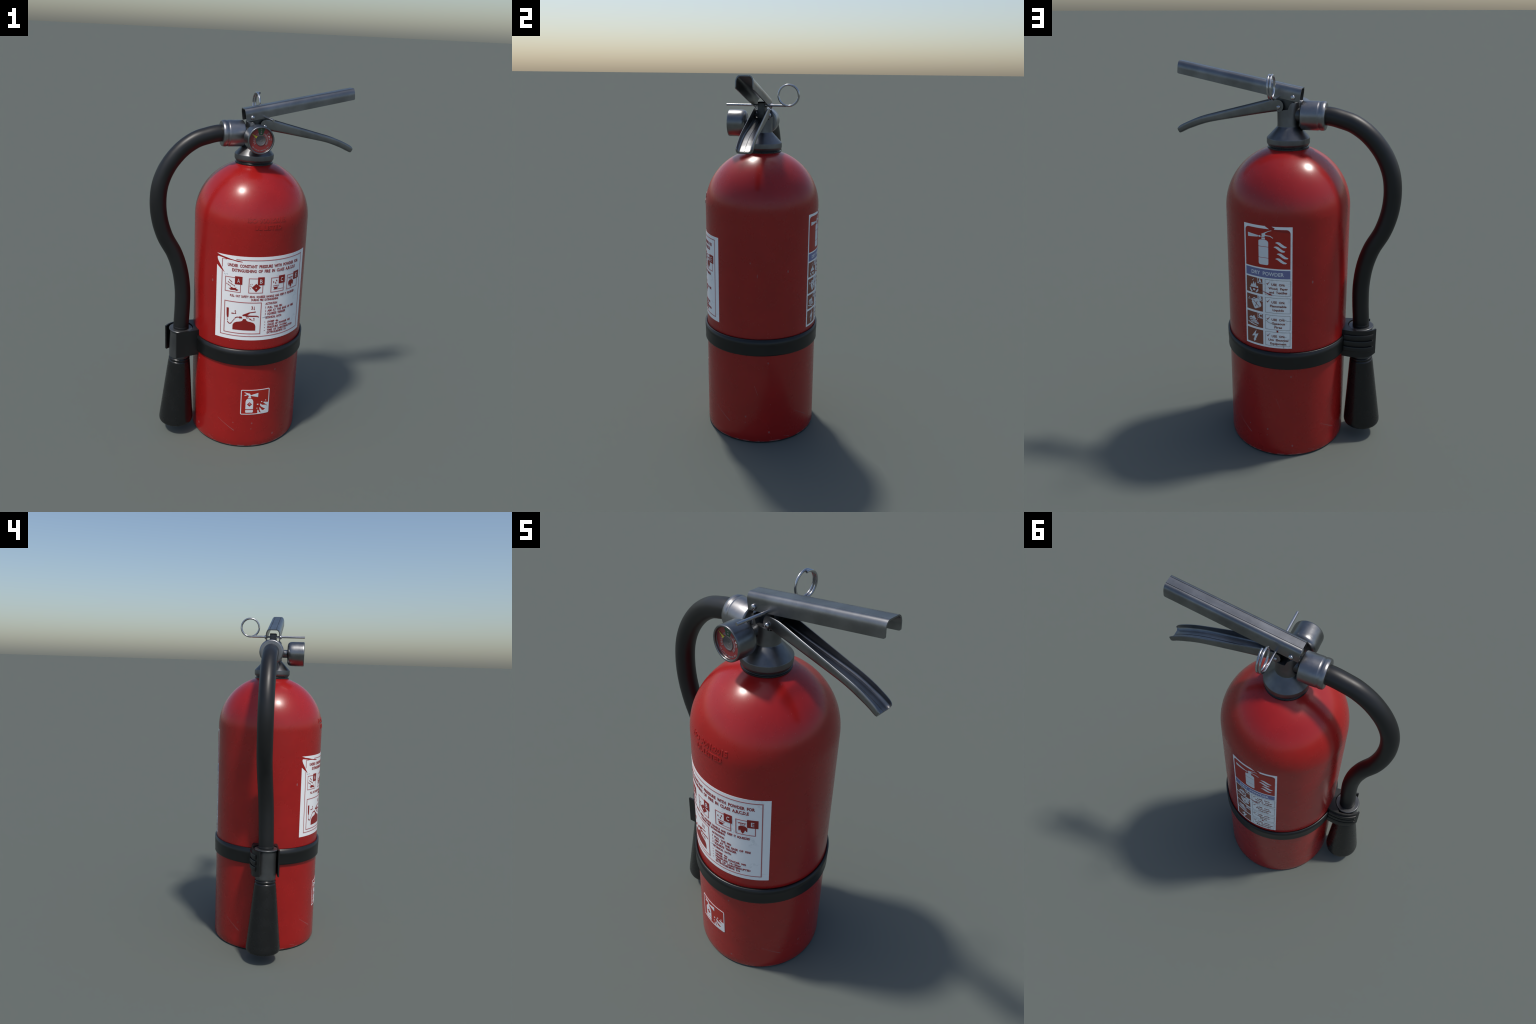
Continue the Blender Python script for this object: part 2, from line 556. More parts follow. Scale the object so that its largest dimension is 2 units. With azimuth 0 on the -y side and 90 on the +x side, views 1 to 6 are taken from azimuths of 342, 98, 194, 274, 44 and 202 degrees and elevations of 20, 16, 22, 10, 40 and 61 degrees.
def front_label():
    def sheet(bm):
        poly(bm, [(-0.2705, 0.690), (0.277, 0.690), (0.277, 1.169), (-0.2705, 1.169),
                  # tear running in from the upper left corner
                  (-0.2467, 1.1609), (-0.217, 1.1560), (-0.190, 1.1500), (-0.163, 1.1455), (-0.127, 1.1410),
                  (-0.1255, 1.1365), (-0.151, 1.1372), (-0.178, 1.1425), (-0.209, 1.1443), (-0.242, 1.1505), (-0.262, 1.1530),
                  # lifted flap and second tear
                  (-0.2675, 1.1490), (-0.2665, 1.1400), (-0.2622, 1.1300), (-0.2494, 1.1103), (-0.2359, 1.0896),
                  (-0.2200, 1.0665), (-0.2442, 1.0839), (-0.2700, 1.1045)])
    lab = decal('instruction_label', tank, 'paper', sheet, SHEET, 0.0009)

    def borders(bm):
        w = 0.0044
        rect(bm, -0.2395, 0.711, 0.2455, 0.711 + w)
        rect(bm, 0.2455 - w, 0.711 + w, 0.2455, 1.1475)
        rect(bm, -0.160, 1.1475, 0.2455, 1.1475 + w)
        rect(bm, -0.2395, 0.711 + w, -0.2395 + w, 1.078)
        rect(bm, -0.2395, 1.099, -0.2395 + w, 1.146)
        rect(bm, -0.2395 + w, 1.1432, -0.212, 1.146)
        frame(bm, -0.2185, 0.727, -0.0160, 0.9135, 0.0046)
        for x0, x1 in ((-0.2185, -0.131), (-0.0905, -0.013), (0.029, 0.1095), (0.1295, 0.217)):
            frame(bm, x0, 0.9665, x1, 1.051, 0.0038)
    decal('border_line', lab, 'ink_soft', borders, INK)

    def letters(bm):
        word(bm, 'UNDER CONSTANT PRESSURE WITH POWDER FOR', -0.206, 0.212, 1.1175, 0.0165)
        word(bm, 'EXTINGUISHING OF FIRE IN CLASS A,B,C,D,E', -0.181, 0.187, 1.0915, 0.0165)
        word(bm, 'PULL OUT SAFETY RING. SQUEEZE HANDLE AND KEEP IT SQUEEZED', -0.188, 0.193, 0.9465, 0.0125)
        word(bm, 'DURING FIRE EXTINGUISHING', -0.0735, 0.0775, 0.9290, 0.0120)
        word(bm, 'ACTIVATION', 0.0045, 0.073, 0.9045, 0.0125)
        for n, s, x1, z in (('1', 'PULL THE PIN', 0.107, 0.8820), ('2', 'AIM AT THE BASE OF FIRE', 0.1966, 0.8635),
                            ('3', 'SQUEEZE TRIGGER', 0.133, 0.8450)):
            if n == '1':
                rect(bm, 0.0062, z - 0.0062, 0.0084, z + 0.0062)
                rect(bm, 0.0046, z + 0.0030, 0.0062, z + 0.0050)
            else:
                word(bm, n, 0.0045, 0.0100, z, 0.0125, 0.0)
            word(bm, s, 0.0180, x1, z, 0.0125)
        word(bm, 'TECHNICAL DATA:', 0.0048, 0.107, 0.8235, 0.0125)
        for s, x1, z, dash in (('SWEEP 4m', 0.0873, 0.7970, 1), ('USAGE OF POWDER 94%', 0.1763, 0.7805, 1),
                               ('PRESSURE 14-16bar', 0.1536, 0.7640, 1), ('TIME OF UNINTERRUPTED', 0.1967, 0.7475, 1),
                               ('EXTINGUISHING 21s', 0.148, 0.7325, 0)):
            word(bm, s, 0.0210, x1, z, 0.0118)
            if dash:
                rect(bm, 0.0040, z - 0.0015, 0.0085, z + 0.0015)
    decal('lettering', lab, 'ink_text', letters, INK)

    def icons(bm):
        # A: burning wood
        poly(bm, [(-0.1974, 0.9872), (-0.1835, 0.9857), (-0.1897, 0.9956), (-0.1779, 0.9926), (-0.1701, 0.9898), (-0.1521, 0.9933),
                  (-0.1585, 0.9875), (-0.1422, 0.9815), (-0.1523, 0.9743), (-0.162, 0.979), (-0.1851, 0.9764)])
        for a, b, k in (((-0.195, 1.034), (-0.177, 1.020), 3), ((-0.2015, 1.0205), (-0.160, 0.9995), 5), ((-0.210, 1.009), (-0.184, 0.997), 3)):
            for i in range(k):
                t0, t1 = i / k, (i + 0.62) / k
                p = [(a[0] + (b[0] - a[0]) * t, a[1] + (b[1] - a[1]) * t) for t in (t0, t1)]
                stroke(bm, [(p[0][0], p[0][1] + 0.003), (p[1][0], p[1][1] - 0.001)], 0.0036)
        # B: fuel can
        poly(bm, [(-0.0734, 0.9985), (-0.0504, 1.0213), (-0.0251, 0.9998), (-0.0501, 0.9734)])
        for x, z in ((-0.080, 1.016), (-0.0725, 1.0175), (-0.0825, 1.0065), (-0.080, 0.993), (-0.075, 1.004)):
            stroke(bm, [(x - 0.001, z + 0.003), (x + 0.0015, z - 0.003)], 0.0025)
        # C: gas burner
        poly(bm, [(0.0445, 0.9956), (0.0744, 0.9956), (0.0654, 0.9838), (0.0516, 0.9835)])
        rect(bm, 0.046, 0.9812, 0.105, 0.9832)
        rect(bm, 0.0425, 1.0010, 0.078, 1.0025)
        rect(bm, 0.0425, 1.0045, 0.078, 1.0058)
        for x, z in ((0.0437, 1.0250), (0.062, 1.0315), (0.0567, 1.0180)):
            poly(bm, [(x - 0.003, z), (x + 0.001, z + 0.007), (x + 0.004, z), (x + 0.002, z - 0.006)])
        # E: electric plug
        poly(bm, [(0.1422, 1.0090), (0.152, 1.0175), (0.171, 1.0175), (0.1817, 1.0080), (0.1808, 0.9870), (0.1760, 0.9870), (0.1755, 0.9930), (0.1700, 0.9925),
                  (0.1685, 0.9840), (0.161, 0.9725), (0.1535, 0.9840), (0.1515, 0.9925), (0.1475, 0.9930), (0.1470, 0.9865), (0.1430, 0.9865)])
        rect(bm, 0.1390, 1.0325, 0.1760, 1.0345)
        for x in (0.143, 0.151, 0.159, 0.167):
            stroke(bm, [(x, 1.0285), (x + 0.006, 1.0320)], 0.003)
        rect(bm, 0.150, 1.0215, 0.171, 1.0235)
        # operating sketch: tank, valve, lever, hose and horn
        poly(bm, [(-0.168, 0.749), (-0.168, 0.7756), (-0.1642, 0.784), (-0.158, 0.791), (-0.147, 0.7965), (-0.135, 0.799), (-0.1235, 0.8015), (-0.117, 0.805),
                  (-0.1135, 0.812), (-0.1127, 0.8165), (-0.0966, 0.8165), (-0.0945, 0.8085), (-0.0858, 0.803), (-0.073, 0.8), (-0.0598, 0.7959), (-0.051, 0.790),
                  (-0.0462, 0.782), (-0.0443, 0.771), (-0.0447, 0.749)])
        poly(bm, [(-0.1170, 0.8360), (-0.1154, 0.8406), (-0.0812, 0.8566), (-0.0457, 0.8624), (-0.0454, 0.8568), (-0.0759, 0.8521), (-0.0907, 0.8385),
                  (-0.0393, 0.8370), (-0.0269, 0.8308), (-0.0284, 0.8262), (-0.039, 0.8304), (-0.0937, 0.8305), (-0.1, 0.8325), (-0.1055, 0.8340), (-0.112, 0.833)])
        poly(bm, [(-0.1165, 0.8190), (-0.1195, 0.8290), (-0.1330, 0.8300), (-0.1330, 0.8180)])
        round_frame(bm, -0.0965, 0.8205, -0.0830, 0.8295, 0.004, 0.0018)
        stroke(bm, [(-0.133, 0.8249), (-0.1467, 0.8241), (-0.153, 0.820), (-0.1569, 0.8152)], 0.0050)
        for i in range(4):
            t = i / 4.0
            stroke(bm, [(-0.1585 - 0.0155 * t, 0.8128 - 0.023 * t), (-0.1610 - 0.0155 * t, 0.8092 - 0.023 * t)], 0.0046)
        stroke(bm, [(-0.1738, 0.7898), (-0.1775, 0.7845), (-0.1825, 0.7816), (-0.189, 0.7825), (-0.1936, 0.7861), (-0.1980, 0.7940)], 0.0050)
        for z in (0.7995, 0.8075):
            stroke(bm, [(-0.1985, z), (-0.1983, z + 0.0048)], 0.0046)
        poly(bm, [(-0.2048, 0.8725), (-0.1918, 0.8725), (-0.1916, 0.8337), (-0.1929, 0.8160), (-0.2011, 0.8160), (-0.2035, 0.8313)])
        word(bm, '2', -0.1590, -0.1505, 0.8530, 0.0190)
        stroke(bm, [(-0.1640, 0.8435), (-0.1510, 0.8435)], 0.0030)
        stroke(bm, [(-0.1765, 0.8435), (-0.1640, 0.8435)], 0.0060)
        word(bm, '3', -0.0705, -0.0625, 0.8830, 0.0185)
        stroke(bm, [(-0.0555, 0.8910), (-0.0555, 0.8770)], 0.0030)
        poly(bm, [(-0.0600, 0.8770), (-0.0510, 0.8770), (-0.0555, 0.8710)])
        rect(bm, -0.0555, 0.8060, -0.0520, 0.8245)
        poly(bm, [(-0.0555, 0.8245), (-0.0590, 0.8205), (-0.0555, 0.8205)])
        stroke(bm, [(-0.0790, 0.8200), (-0.0690, 0.8130)], 0.0060)
        stroke(bm, [(-0.0690, 0.8130), (-0.0610, 0.8075)], 0.0028)
    decal('pictogram', lab, 'ink', icons, INK)

    def tab_squares(bm):
        for x0, x1 in ((-0.1635, -0.124), (-0.0425, -0.0068), (0.0755, 0.1143), (0.1797, 0.2270)):
            rect(bm, x0, 1.0125, x1, 1.0575)
    decal('letter_square', lab, 'ink', tab_squares, 0.0017, 0.0009)

    def tabs(bm):
        for s, x in (('A', -0.1437), ('B', -0.0245), ('C', 0.0950), ('E', 0.2035)):
            word(bm, s, x - 0.0068, x + 0.0068, 1.0345, 0.0240, 0.0)
        disc(bm, -0.0500, 0.9965, 0.0028)
    decal('class_letter', lab, 'white_ink', tabs, 0.0022)

    def crease(bm):
        pts = [(-0.012, 0.8245), (-0.004, 0.8248), (0.006, 0.8262), (0.016, 0.8295), (0.0235, 0.8345)]
        n = len(pts)
        up = [(x, z + 0.0022 * math.sin(PI * i / (n - 1)) + 0.0003) for i, (x, z) in enumerate(pts)]
        poly(bm, pts + up[::-1])
        poly(bm, [(-0.2245, 1.0640), (-0.2185, 1.0580), (-0.2165, 1.0585), (-0.2205, 1.0650)])
        poly(bm, [(-0.2120, 1.0660), (-0.2040, 1.0610), (-0.2030, 1.0625), (-0.2090, 1.0670)])
    decal('crease_mark', lab, 'smudge', crease, INK2)


# ---- small pictogram near the foot ------------------------------------------
def small_sign():
    lab = decal('sign_label', tank, 'ink_bright', lambda bm: poly(bm, rounded(-0.1075, 0.2185, 0.0612, 0.3817, 0.008)), SHEET, 0.0009)

    def shapes(bm):
        round_frame(bm, -0.1060, 0.2200, 0.0597, 0.3802, 0.0075, 0.0046)
        # tank of the drawn extinguisher, in two pieces split by its strap
        poly(bm, [(-0.0776, 0.2555), (-0.0342, 0.2555), (-0.0344, 0.300), (-0.0352, 0.3085), (-0.0385, 0.3165), (-0.0440, 0.3220), (-0.0500, 0.3240),
                  (-0.0620, 0.3240), (-0.0685, 0.3220), (-0.0740, 0.3165), (-0.0770, 0.3085), (-0.0776, 0.300)])
        poly(bm, [(-0.0748, 0.2325), (-0.0375, 0.2325), (-0.0342, 0.2365), (-0.0342, 0.2490), (-0.0776, 0.2490), (-0.0776, 0.2365)])
        # valve, lever and horn
        poly(bm, [(-0.0858, 0.3655), (-0.0679, 0.3597), (-0.0549, 0.3560), (-0.0516, 0.3485), (-0.0471, 0.3458), (-0.0395, 0.3500), (-0.0074, 0.3581),
                  (-0.0082, 0.3321), (-0.0395, 0.3400), (-0.0486, 0.3419), (-0.0510, 0.3400), (-0.0478, 0.3316), (-0.0478, 0.3283), (-0.0650, 0.3283),
                  (-0.0650, 0.3310), (-0.0613, 0.3376), (-0.0616, 0.3441), (-0.0680, 0.3480), (-0.0833, 0.3420), (-0.0866, 0.3447), (-0.0772, 0.3505), (-0.0700, 0.3525), (-0.0860, 0.3625)])
        # flames
        poly(bm, [(-0.0076, 0.2240), (-0.0079, 0.2482), (-0.0027, 0.2456), (0.0022, 0.2325), (0.0130, 0.2262), (0.0059, 0.2433), (0.0015, 0.2630), (0.0095, 0.2570),
                  (0.0171, 0.2443), (0.0261, 0.2397), (0.0364, 0.2460), (0.0375, 0.2500), (0.0307, 0.2535), (0.0125, 0.2660), (0.0070, 0.2740), (0.0055, 0.2851), (0.0080, 0.2866),
                  (0.0189, 0.2762), (0.0422, 0.2724), (0.0500, 0.2640), (0.0477, 0.2711), (0.0259, 0.2905), (0.0284, 0.2952), (0.0560, 0.2880),
                  (0.0555, 0.2260), (0.0500, 0.2240)])
        for x, z, r in ((-0.0080, 0.2842, 0.0050), (0.0151, 0.2986, 0.0042), (0.0387, 0.3045, 0.0034), (-0.0110, 0.2590, 0.0034)):
            disc(bm, x, z, r, 12, r * 0.75)
    decal('pictogram', lab, 'white_ink', shapes, INK)

    def diamond(bm):
        a, b = 0.0143, 0.0075
        c = Vector((-0.0555, 0.2873))
        ov = [bm.verts.new((c.x + a * x, c.y + a * y, 0)) for x, y in ((1, 0), (0, 1), (-1, 0), (0, -1))]
        iv = [bm.verts.new((c.x + b * x, c.y + b * y, 0)) for x, y in ((1, 0), (0, 1), (-1, 0), (0, -1))]
        for k in range(4):
            bm.faces.new((ov[k], ov[(k + 1) % 4], iv[(k + 1) % 4], iv[k]))
        poly(bm, [(c.x - 0.0075, c.y + 0.0002), (c.x - 0.0002, c.y - 0.0072), (c.x + 0.0070, c.y + 0.0002)])
    decal('diamond_mark', lab, 'ink_bright', diamond, INK2)


# ---- rear contents label ------------------------------------------------------
def rear_label():
    def sheet(bm):
        poly(bm, [(-0.1565, 0.6560), (0.0908, 0.6560), (0.0908, 0.7140), (0.0885, 0.7160), (0.0908, 0.7185), (0.0908, 1.2930),
                  (-0.0070, 1.2930), (0.0080, 1.2855), (0.0020, 1.2760), (-0.0150, 1.2765), (-0.0300, 1.2855), (-0.0420, 1.2930), (-0.1565, 1.2930)])
    lab = decal('contents_label', tank, 'paper', sheet, SHEET, 0.0009, True)
    rows = [(0.9424, 1.0245), (0.8484, 0.9310), (0.7574, 0.8370), (0.6669, 0.7455)]
    decal('sign_panel', lab, 'ink_bright', lambda bm: poly(bm, [p for p in rounded(-0.1478, 1.0828, 0.0815, 1.2795, 0.019)
                                                             if p[1] > 1.11] + [(-0.1478, 1.0828), (0.0815, 1.0828)]), INK, back=True)
    decal('title_band', lab, 'ink_blue', lambda bm: rect(bm, -0.1475, 1.0330, 0.0812, 1.0752), INK, back=True)

    def squares(bm):
        for z0, z1 in rows:
            rect(bm, -0.1470, z0, -0.0550, z1)
    decal('class_square', lab, 'ink_brown', squares, INK, back=True)

    def outlines(bm):
        for z0, z1 in rows:
            frame(bm, -0.0428, z0, 0.0825, z1, 0.0018)
    decal('panel_outline', lab, 'ink_grey', outlines, INK, back=True)

    def words(bm):
        c = 0.0230
        for (z0, z1), lines in zip(rows, ((('USE ON:', 0.033), ('Wood, Paper', 0.0475), ('and Textiles', 0.0440)),
                                          (('USE ON:', 0.033), ('Flammable', 0.0405), ('Liquids', 0.0275)),
                                          (('USE ON:', 0.033), ('Gaseous', 0.0330), ('Fires', 0.0190)),
                                          (('USE ON:', 0.033), ('Live Electrical', 0.0500), ('Equipment', 0.0410)))):
            for i, (s, half) in enumerate(lines):
                word(bm, s, c - half, c + half, z1 - 0.0235 - 0.0205 * i, 0.0120, 0.03)
            x, z = -0.0365, z1 - 0.019
            poly(bm, [(x, z), (x + 0.0065, z - 0.0025), (x + 0.020, z + 0.0115), (x + 0.0065, z - 0.0095)])
    decal('lettering', lab, 'ink_brown', words, INK, back=True)

    def white(bm):
        # extinguisher drawing
        poly(bm, [(-0.1324, 1.2497), (-0.0763, 1.2441), (-0.0770, 1.2361), (-0.1317, 1.2297)])
        disc(bm, -0.0680, 1.2405, 0.0048)
        rect(bm, -0.0770, 1.2392, -0.0560, 1.2420)
        poly(bm, [(-0.0560, 1.2380), (-0.0560, 1.2480), (-0.0580, 1.2535), (-0.0213, 1.2712), (-0.0083, 1.2745), (-0.0075, 1.2722), (-0.0232, 1.2673), (-0.0385, 1.2575),
                  (-0.0385, 1.2495), (-0.0140, 1.2475), (0.0007, 1.2375), (-0.0012, 1.2354), (-0.0159, 1.2440), (-0.0405, 1.2446), (-0.0420, 1.2380)])
        rect(bm, -0.0574, 1.2265, -0.0397, 1.2355)
        poly(bm, [(-0.0735, 1.1920), (-0.0238, 1.1920), (-0.0238, 1.2130), (-0.0265, 1.2190), (-0.0340, 1.2245), (-0.0640, 1.2245), (-0.0710, 1.2215), (-0.0735, 1.2170)])
        rect(bm, -0.0735, 1.1362, -0.0238, 1.1895)
        poly(bm, [(-0.0660, 1.0990), (-0.0310, 1.0990), (-0.0255, 1.1010), (-0.0238, 1.1060), (-0.0238, 1.1338), (-0.0735, 1.1338), (-0.0735, 1.1070), (-0.0710, 1.1015)])
        for x, z in ((0.0097, 1.2145), (0.0020, 1.1925), (0.0168, 1.1588), (0.0100, 1.1340)):
            poly(bm, [(x + a, z + b) for a, b in ((0, 0), (0.0050, 0.0036), (0.0120, 0.0050), (0.0217, 0.0030), (0.0330, -0.0058), (0.0440, -0.0142), (0.0550, -0.0188), (0.0505, -0.0236),
                                                  (0.0380, -0.0234), (0.0270, -0.0178), (0.0163, -0.0086), (0.0080, -0.0026))])
        word(bm, 'DRY POWDER', -0.1150, 0.0510, 1.0545, 0.0195, 0.015)
        # class letters on their white tabs
        for (z0, z1), s in zip(rows, 'ABC '):
            if s != ' ':
                frame(bm, -0.0840, z1 - 0.0270, -0.0535, z1 + 0.0005, 0.0022)
                word(bm, s, -0.0785, -0.0600, z1 - 0.0125, 0.0205, 0.045)
        # A: flames over logs
        poly(bm, [(-0.1250, 0.9700), (-0.1152, 0.9905), (-0.1108, 0.9830), (-0.1045, 1.0043), (-0.1005, 0.9860), (-0.0945, 1.0014), (-0.0878, 0.9780), (-0.0800, 0.9828),
                  (-0.0783, 0.9690), (-0.0900, 0.9720), (-0.1100, 0.9710)])
        stroke(bm, [(-0.1255, 0.9650), (-0.1225, 0.9560), (-0.1140, 0.9465)], 0.0080)
        stroke(bm, [(-0.0800, 0.9650), (-0.0840, 0.9560), (-0.0910, 0.9480)], 0.0080)
        disc(bm, -0.1020, 0.9600, 0.0070, 12, 0.0060)
        for x, z in ((-0.1070, 1.0120), (-0.1130, 1.0060)):
            stroke(bm, [(x, z), (x + 0.005, z + 0.004)], 0.0024)
        # B: fuel can
        poly(bm, [(-0.1234, 0.9020), (-0.1143, 0.8990), (-0.1175, 0.8909), (-0.1016, 0.8601), (-0.0950, 0.8580), (-0.0680, 0.8720), (-0.0632, 0.8785), (-0.0644, 0.8890),
                  (-0.0778, 0.9088), (-0.0870, 0.9170), (-0.0920, 0.9130), (-0.1034, 0.9174), (-0.1141, 0.9080)])
        for x, z in ((-0.1370, 0.9020), (-0.1330, 0.9090), (-0.1300, 0.9010)):
            stroke(bm, [(x, z), (x + 0.003, z + 0.006)], 0.0028)
        # C: gas flame strips
        for k in range(4):
            stroke(bm, [(-0.1350 + 0.004 * k, 0.7990 - 0.0078 * k), (-0.1200 + 0.005 * k, 0.8030 - 0.0075 * k), (-0.1000 + 0.006 * k, 0.7990 - 0.0075 * k),
                        (-0.0840 + 0.002 * k, 0.8010 - 0.0080 * k)], 0.0042)
        poly(bm, [(-0.1330, 0.8030), (-0.1240, 0.8120), (-0.1150, 0.8090), (-0.1050, 0.8195), (-0.0980, 0.8070), (-0.0860, 0.7980), (-0.1010, 0.8020), (-0.1200, 0.8050)])
        stroke(bm, [(-0.1413, 0.7800), (-0.1250, 0.7730), (-0.1050, 0.7690), (-0.0858, 0.7660)], 0.0042)
        # electric bolt
        poly(bm, [(-0.0921, 0.7420), (-0.1196, 0.7010), (-0.1020, 0.7062), (-0.1081, 0.6850), (-0.1110, 0.6850), (-0.1050, 0.6730), (-0.0945, 0.6850), (-0.0975, 0.6855),
                  (-0.0809, 0.7235), (-0.0985, 0.7150)])
    decal('pictogram', lab, 'white_ink', white, INK2, 0.0006, True)

    def detail(bm):
        stroke(bm, [(-0.1080, 0.9020), (-0.0740, 0.8720)], 0.0026)
        stroke(bm, [(-0.0960, 0.8700), (-0.0850, 0.9010)], 0.0026)
        stroke(bm, [(-0.1100, 0.9075), (-0.0960, 0.9110)], 0.0030)
    decal('can_mark', lab, 'ink_brown', detail, 0.0023, 0.0006, True)

    def tears(bm):
        poly(bm, [(-0.1200, 0.9690), (-0.0950, 0.9680), (-0.0745, 0.9680), (-0.0500, 0.9600), (-0.0250, 0.9520), (-0.0120, 0.9495), (-0.0040, 0.9440),
                  (-0.0200, 0.9445), (-0.0380, 0.9530), (-0.0600, 0.9620), (-0.0760, 0.9655), (-0.1000, 0.9650)])
        poly(bm, [(0.0140, 0.7560), (0.0230, 0.7550), (0.0235, 0.7470), (0.0160, 0.7455)])
        poly(bm, [(-0.0960, 0.8080), (-0.0880, 0.8000), (-0.0740, 0.7860), (-0.0780, 0.7850), (-0.0900, 0.7950)])
    decal('torn_patch', lab, 'paint', tears, 0.0027, 0.0006, True)

    def smear(bm):
        stroke(bm, [(-0.0400, 0.8050), (-0.0330, 0.8030), (-0.0270, 0.7960), (-0.0180, 0.7930), (0.0000, 0.7900), (0.0060, 0.7840), (0.0090, 0.7790)], 0.0022)
        stroke(bm, [(0.0450, 0.8240), (0.0560, 0.8140), (0.0700, 0.8080), (0.0860, 0.8085)], 0.0016)
        stroke(bm, [(0.0500, 0.7200), (0.0640, 0.7190)], 0.0014)
        stroke(bm, [(0.0480, 0.6570), (0.0520, 0.6800), (0.0500, 0.7000)], 0.0014)
    decal('crease_mark', lab, 'ink_grey', smear, INK2, 0.0006, True)
    # shadow of the lifted fold, drawn on the panel as a darker red patch
    decal('painted_fold_shadow', lab, 'ink', lambda bm: poly(bm, [(-0.0020, 1.2760), (0.0300, 1.2790), (0.0660, 1.2790), (0.0760, 1.2730), (0.0812, 1.2640), (0.0550, 1.2655), (0.0200, 1.2705)]),
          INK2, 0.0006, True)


def embossing():
    def draw(bm):
        word(bm, 'ISO 9001:2015', -0.1110, 0.0975, 1.3660, 0.0240, 0.035, gap=False)
        word(bm, 'UL LISTED', -0.0735, 0.0725, 1.3290, 0.0240, 0.035, gap=False)
    decal('embossed_lettering', tank, 'paint', draw, 0.0017, 0.0025)


front_label()
small_sign()
rear_label()
embossing()


# ------------------------------------------------------------------ strap round the tank
def build_strap():
    bm = bmesh.new()
    lathe(bm, [(0.3095, 0.5385), (0.3212, 0.5385), (0.3226, 0.5410), (0.3216, 0.5470), (0.3234, 0.5990), (0.3238, 0.6320), (0.3125, 0.6335), (0.3095, 0.6050), (0.3095, 0.5385)], 128)
    return add('strap', bm, 'strap', sharp=130)


strap = build_strap()

# ------------------------------------------------------------------ valve head
def build_valve():
    bm = bmesh.new()
    # collar, cone and stem
    lathe(bm, fillet([(0.0, 1.6170), (0.1010, 1.6170), (0.1035, 1.6225), (0.1052, 1.6260), (0.1052, 1.6500), (0.0590, 1.6985), (0.0535, 1.7040), (0.0535, 1.8185), (0.0, 1.8185)], 0.0022, 3), 72)
    cutter = bmesh.new()
    # both flanks of the stem are milled down in front of the rear cheek
    prof = [(-0.0290, 1.84), (-0.0290, 1.8190), (-0.0180, 1.8105), (-0.0080, 1.7865), (0.0120, 1.7845), (0.0280, 1.7790), (0.0420, 1.7705), (0.08, 1.7640), (0.08, 1.84)]
    loft(cutter, [[Vector((x, y, z)) for x, z in prof] for y in (-0.09, 0.09)])
    body = add('valve_body', bm, 'steel', sharp=30)
    cme = bpy.data.meshes.new('cutter')
    cutter.to_mesh(cme)
    cutter.free()
    cob = bpy.data.objects.new('cutter', cme)
    COL.objects.link(cob)
    mod = body.modifiers.new('mill', 'BOOLEAN')
    mod.operation = 'DIFFERENCE'
    mod.solver = 'EXACT'
    mod.object = cob
    bpy.context.view_layer.update()
    dg = bpy.context.evaluated_depsgraph_get()
    me = bpy.data.meshes.new_from_object(body.evaluated_get(dg))
    body.modifiers.clear()
    body.data = me
    me.polygons.foreach_set('use_smooth', [True] * len(me.polygons))
    me.set_sharp_from_angle(angle=math.radians(30))
    bpy.data.objects.remove(cob)
    bpy.data.meshes.remove(cme)

    # sealing ring with a groove, between collar and tank
    bm = bmesh.new()
    lathe(bm, fillet([(0.080, 1.6165), (0.0985, 1.6165), (0.0985, 1.6120), (0.0965, 1.6100), (0.0985, 1.6075), (0.1018, 1.6065), (0.1018, 1.6005), (0.0995, 1.5985), (0.080, 1.5985)], 0.001, 2), 72)
    add('sealing_ring', bm, 'gasket', body)

    # centre fin that carries the two pivots
    bm = bmesh.new()
    h = 0.0188
    outline = [(-0.0400, 1.7600), (0.0500, 1.7600), (0.0520, 1.8000), (0.0500, 1.8580), (0.0430, 1.8640), (-0.0400, 1.8640), (-0.0460, 1.8580), (-0.0450, 1.8300), (-0.0420, 1.8000)]
    loft(bm, [[Vector((x, y, z)) for x, z in outline] for y in (-h, h)])
    bmesh.ops.bevel(bm, geom=list(bm.edges), offset=0.0022, segments=2, affect='EDGES', profile=0.6)
    add('valve_fin', bm, 'cast', body)

    # short neck to the hose coupling
    bm = bmesh.new()
    lathe(bm, [(0.036, 0.03), (0.036, 0.058), (0.044, 0.0665), (0.0, 0.0665)], 40, along((0, 0, 1.756), (-1, 0, 0)))
    add('outlet_neck', bm, 'cast', body)
    return body


valve = build_valve()


def build_coupling():
    bm = bmesh.new()
    prof = [(0.0, 0.0660), (0.0640, 0.0660), (0.0690, 0.0705), (0.0690, 0.1480), (0.0676, 0.1520), (0.0672, 0.1580), (0.0690, 0.1625), (0.0692, 0.1740), (0.0660, 0.1830), (0.0620, 0.1850), (0.0, 0.1850)]
    lathe(bm, fillet(prof, 0.003, 3), 64, along((0, 0, 1.756), (-1, 0, 0)))
    return add('hose_coupling', bm, 'coupling')


coupling = build_coupling()


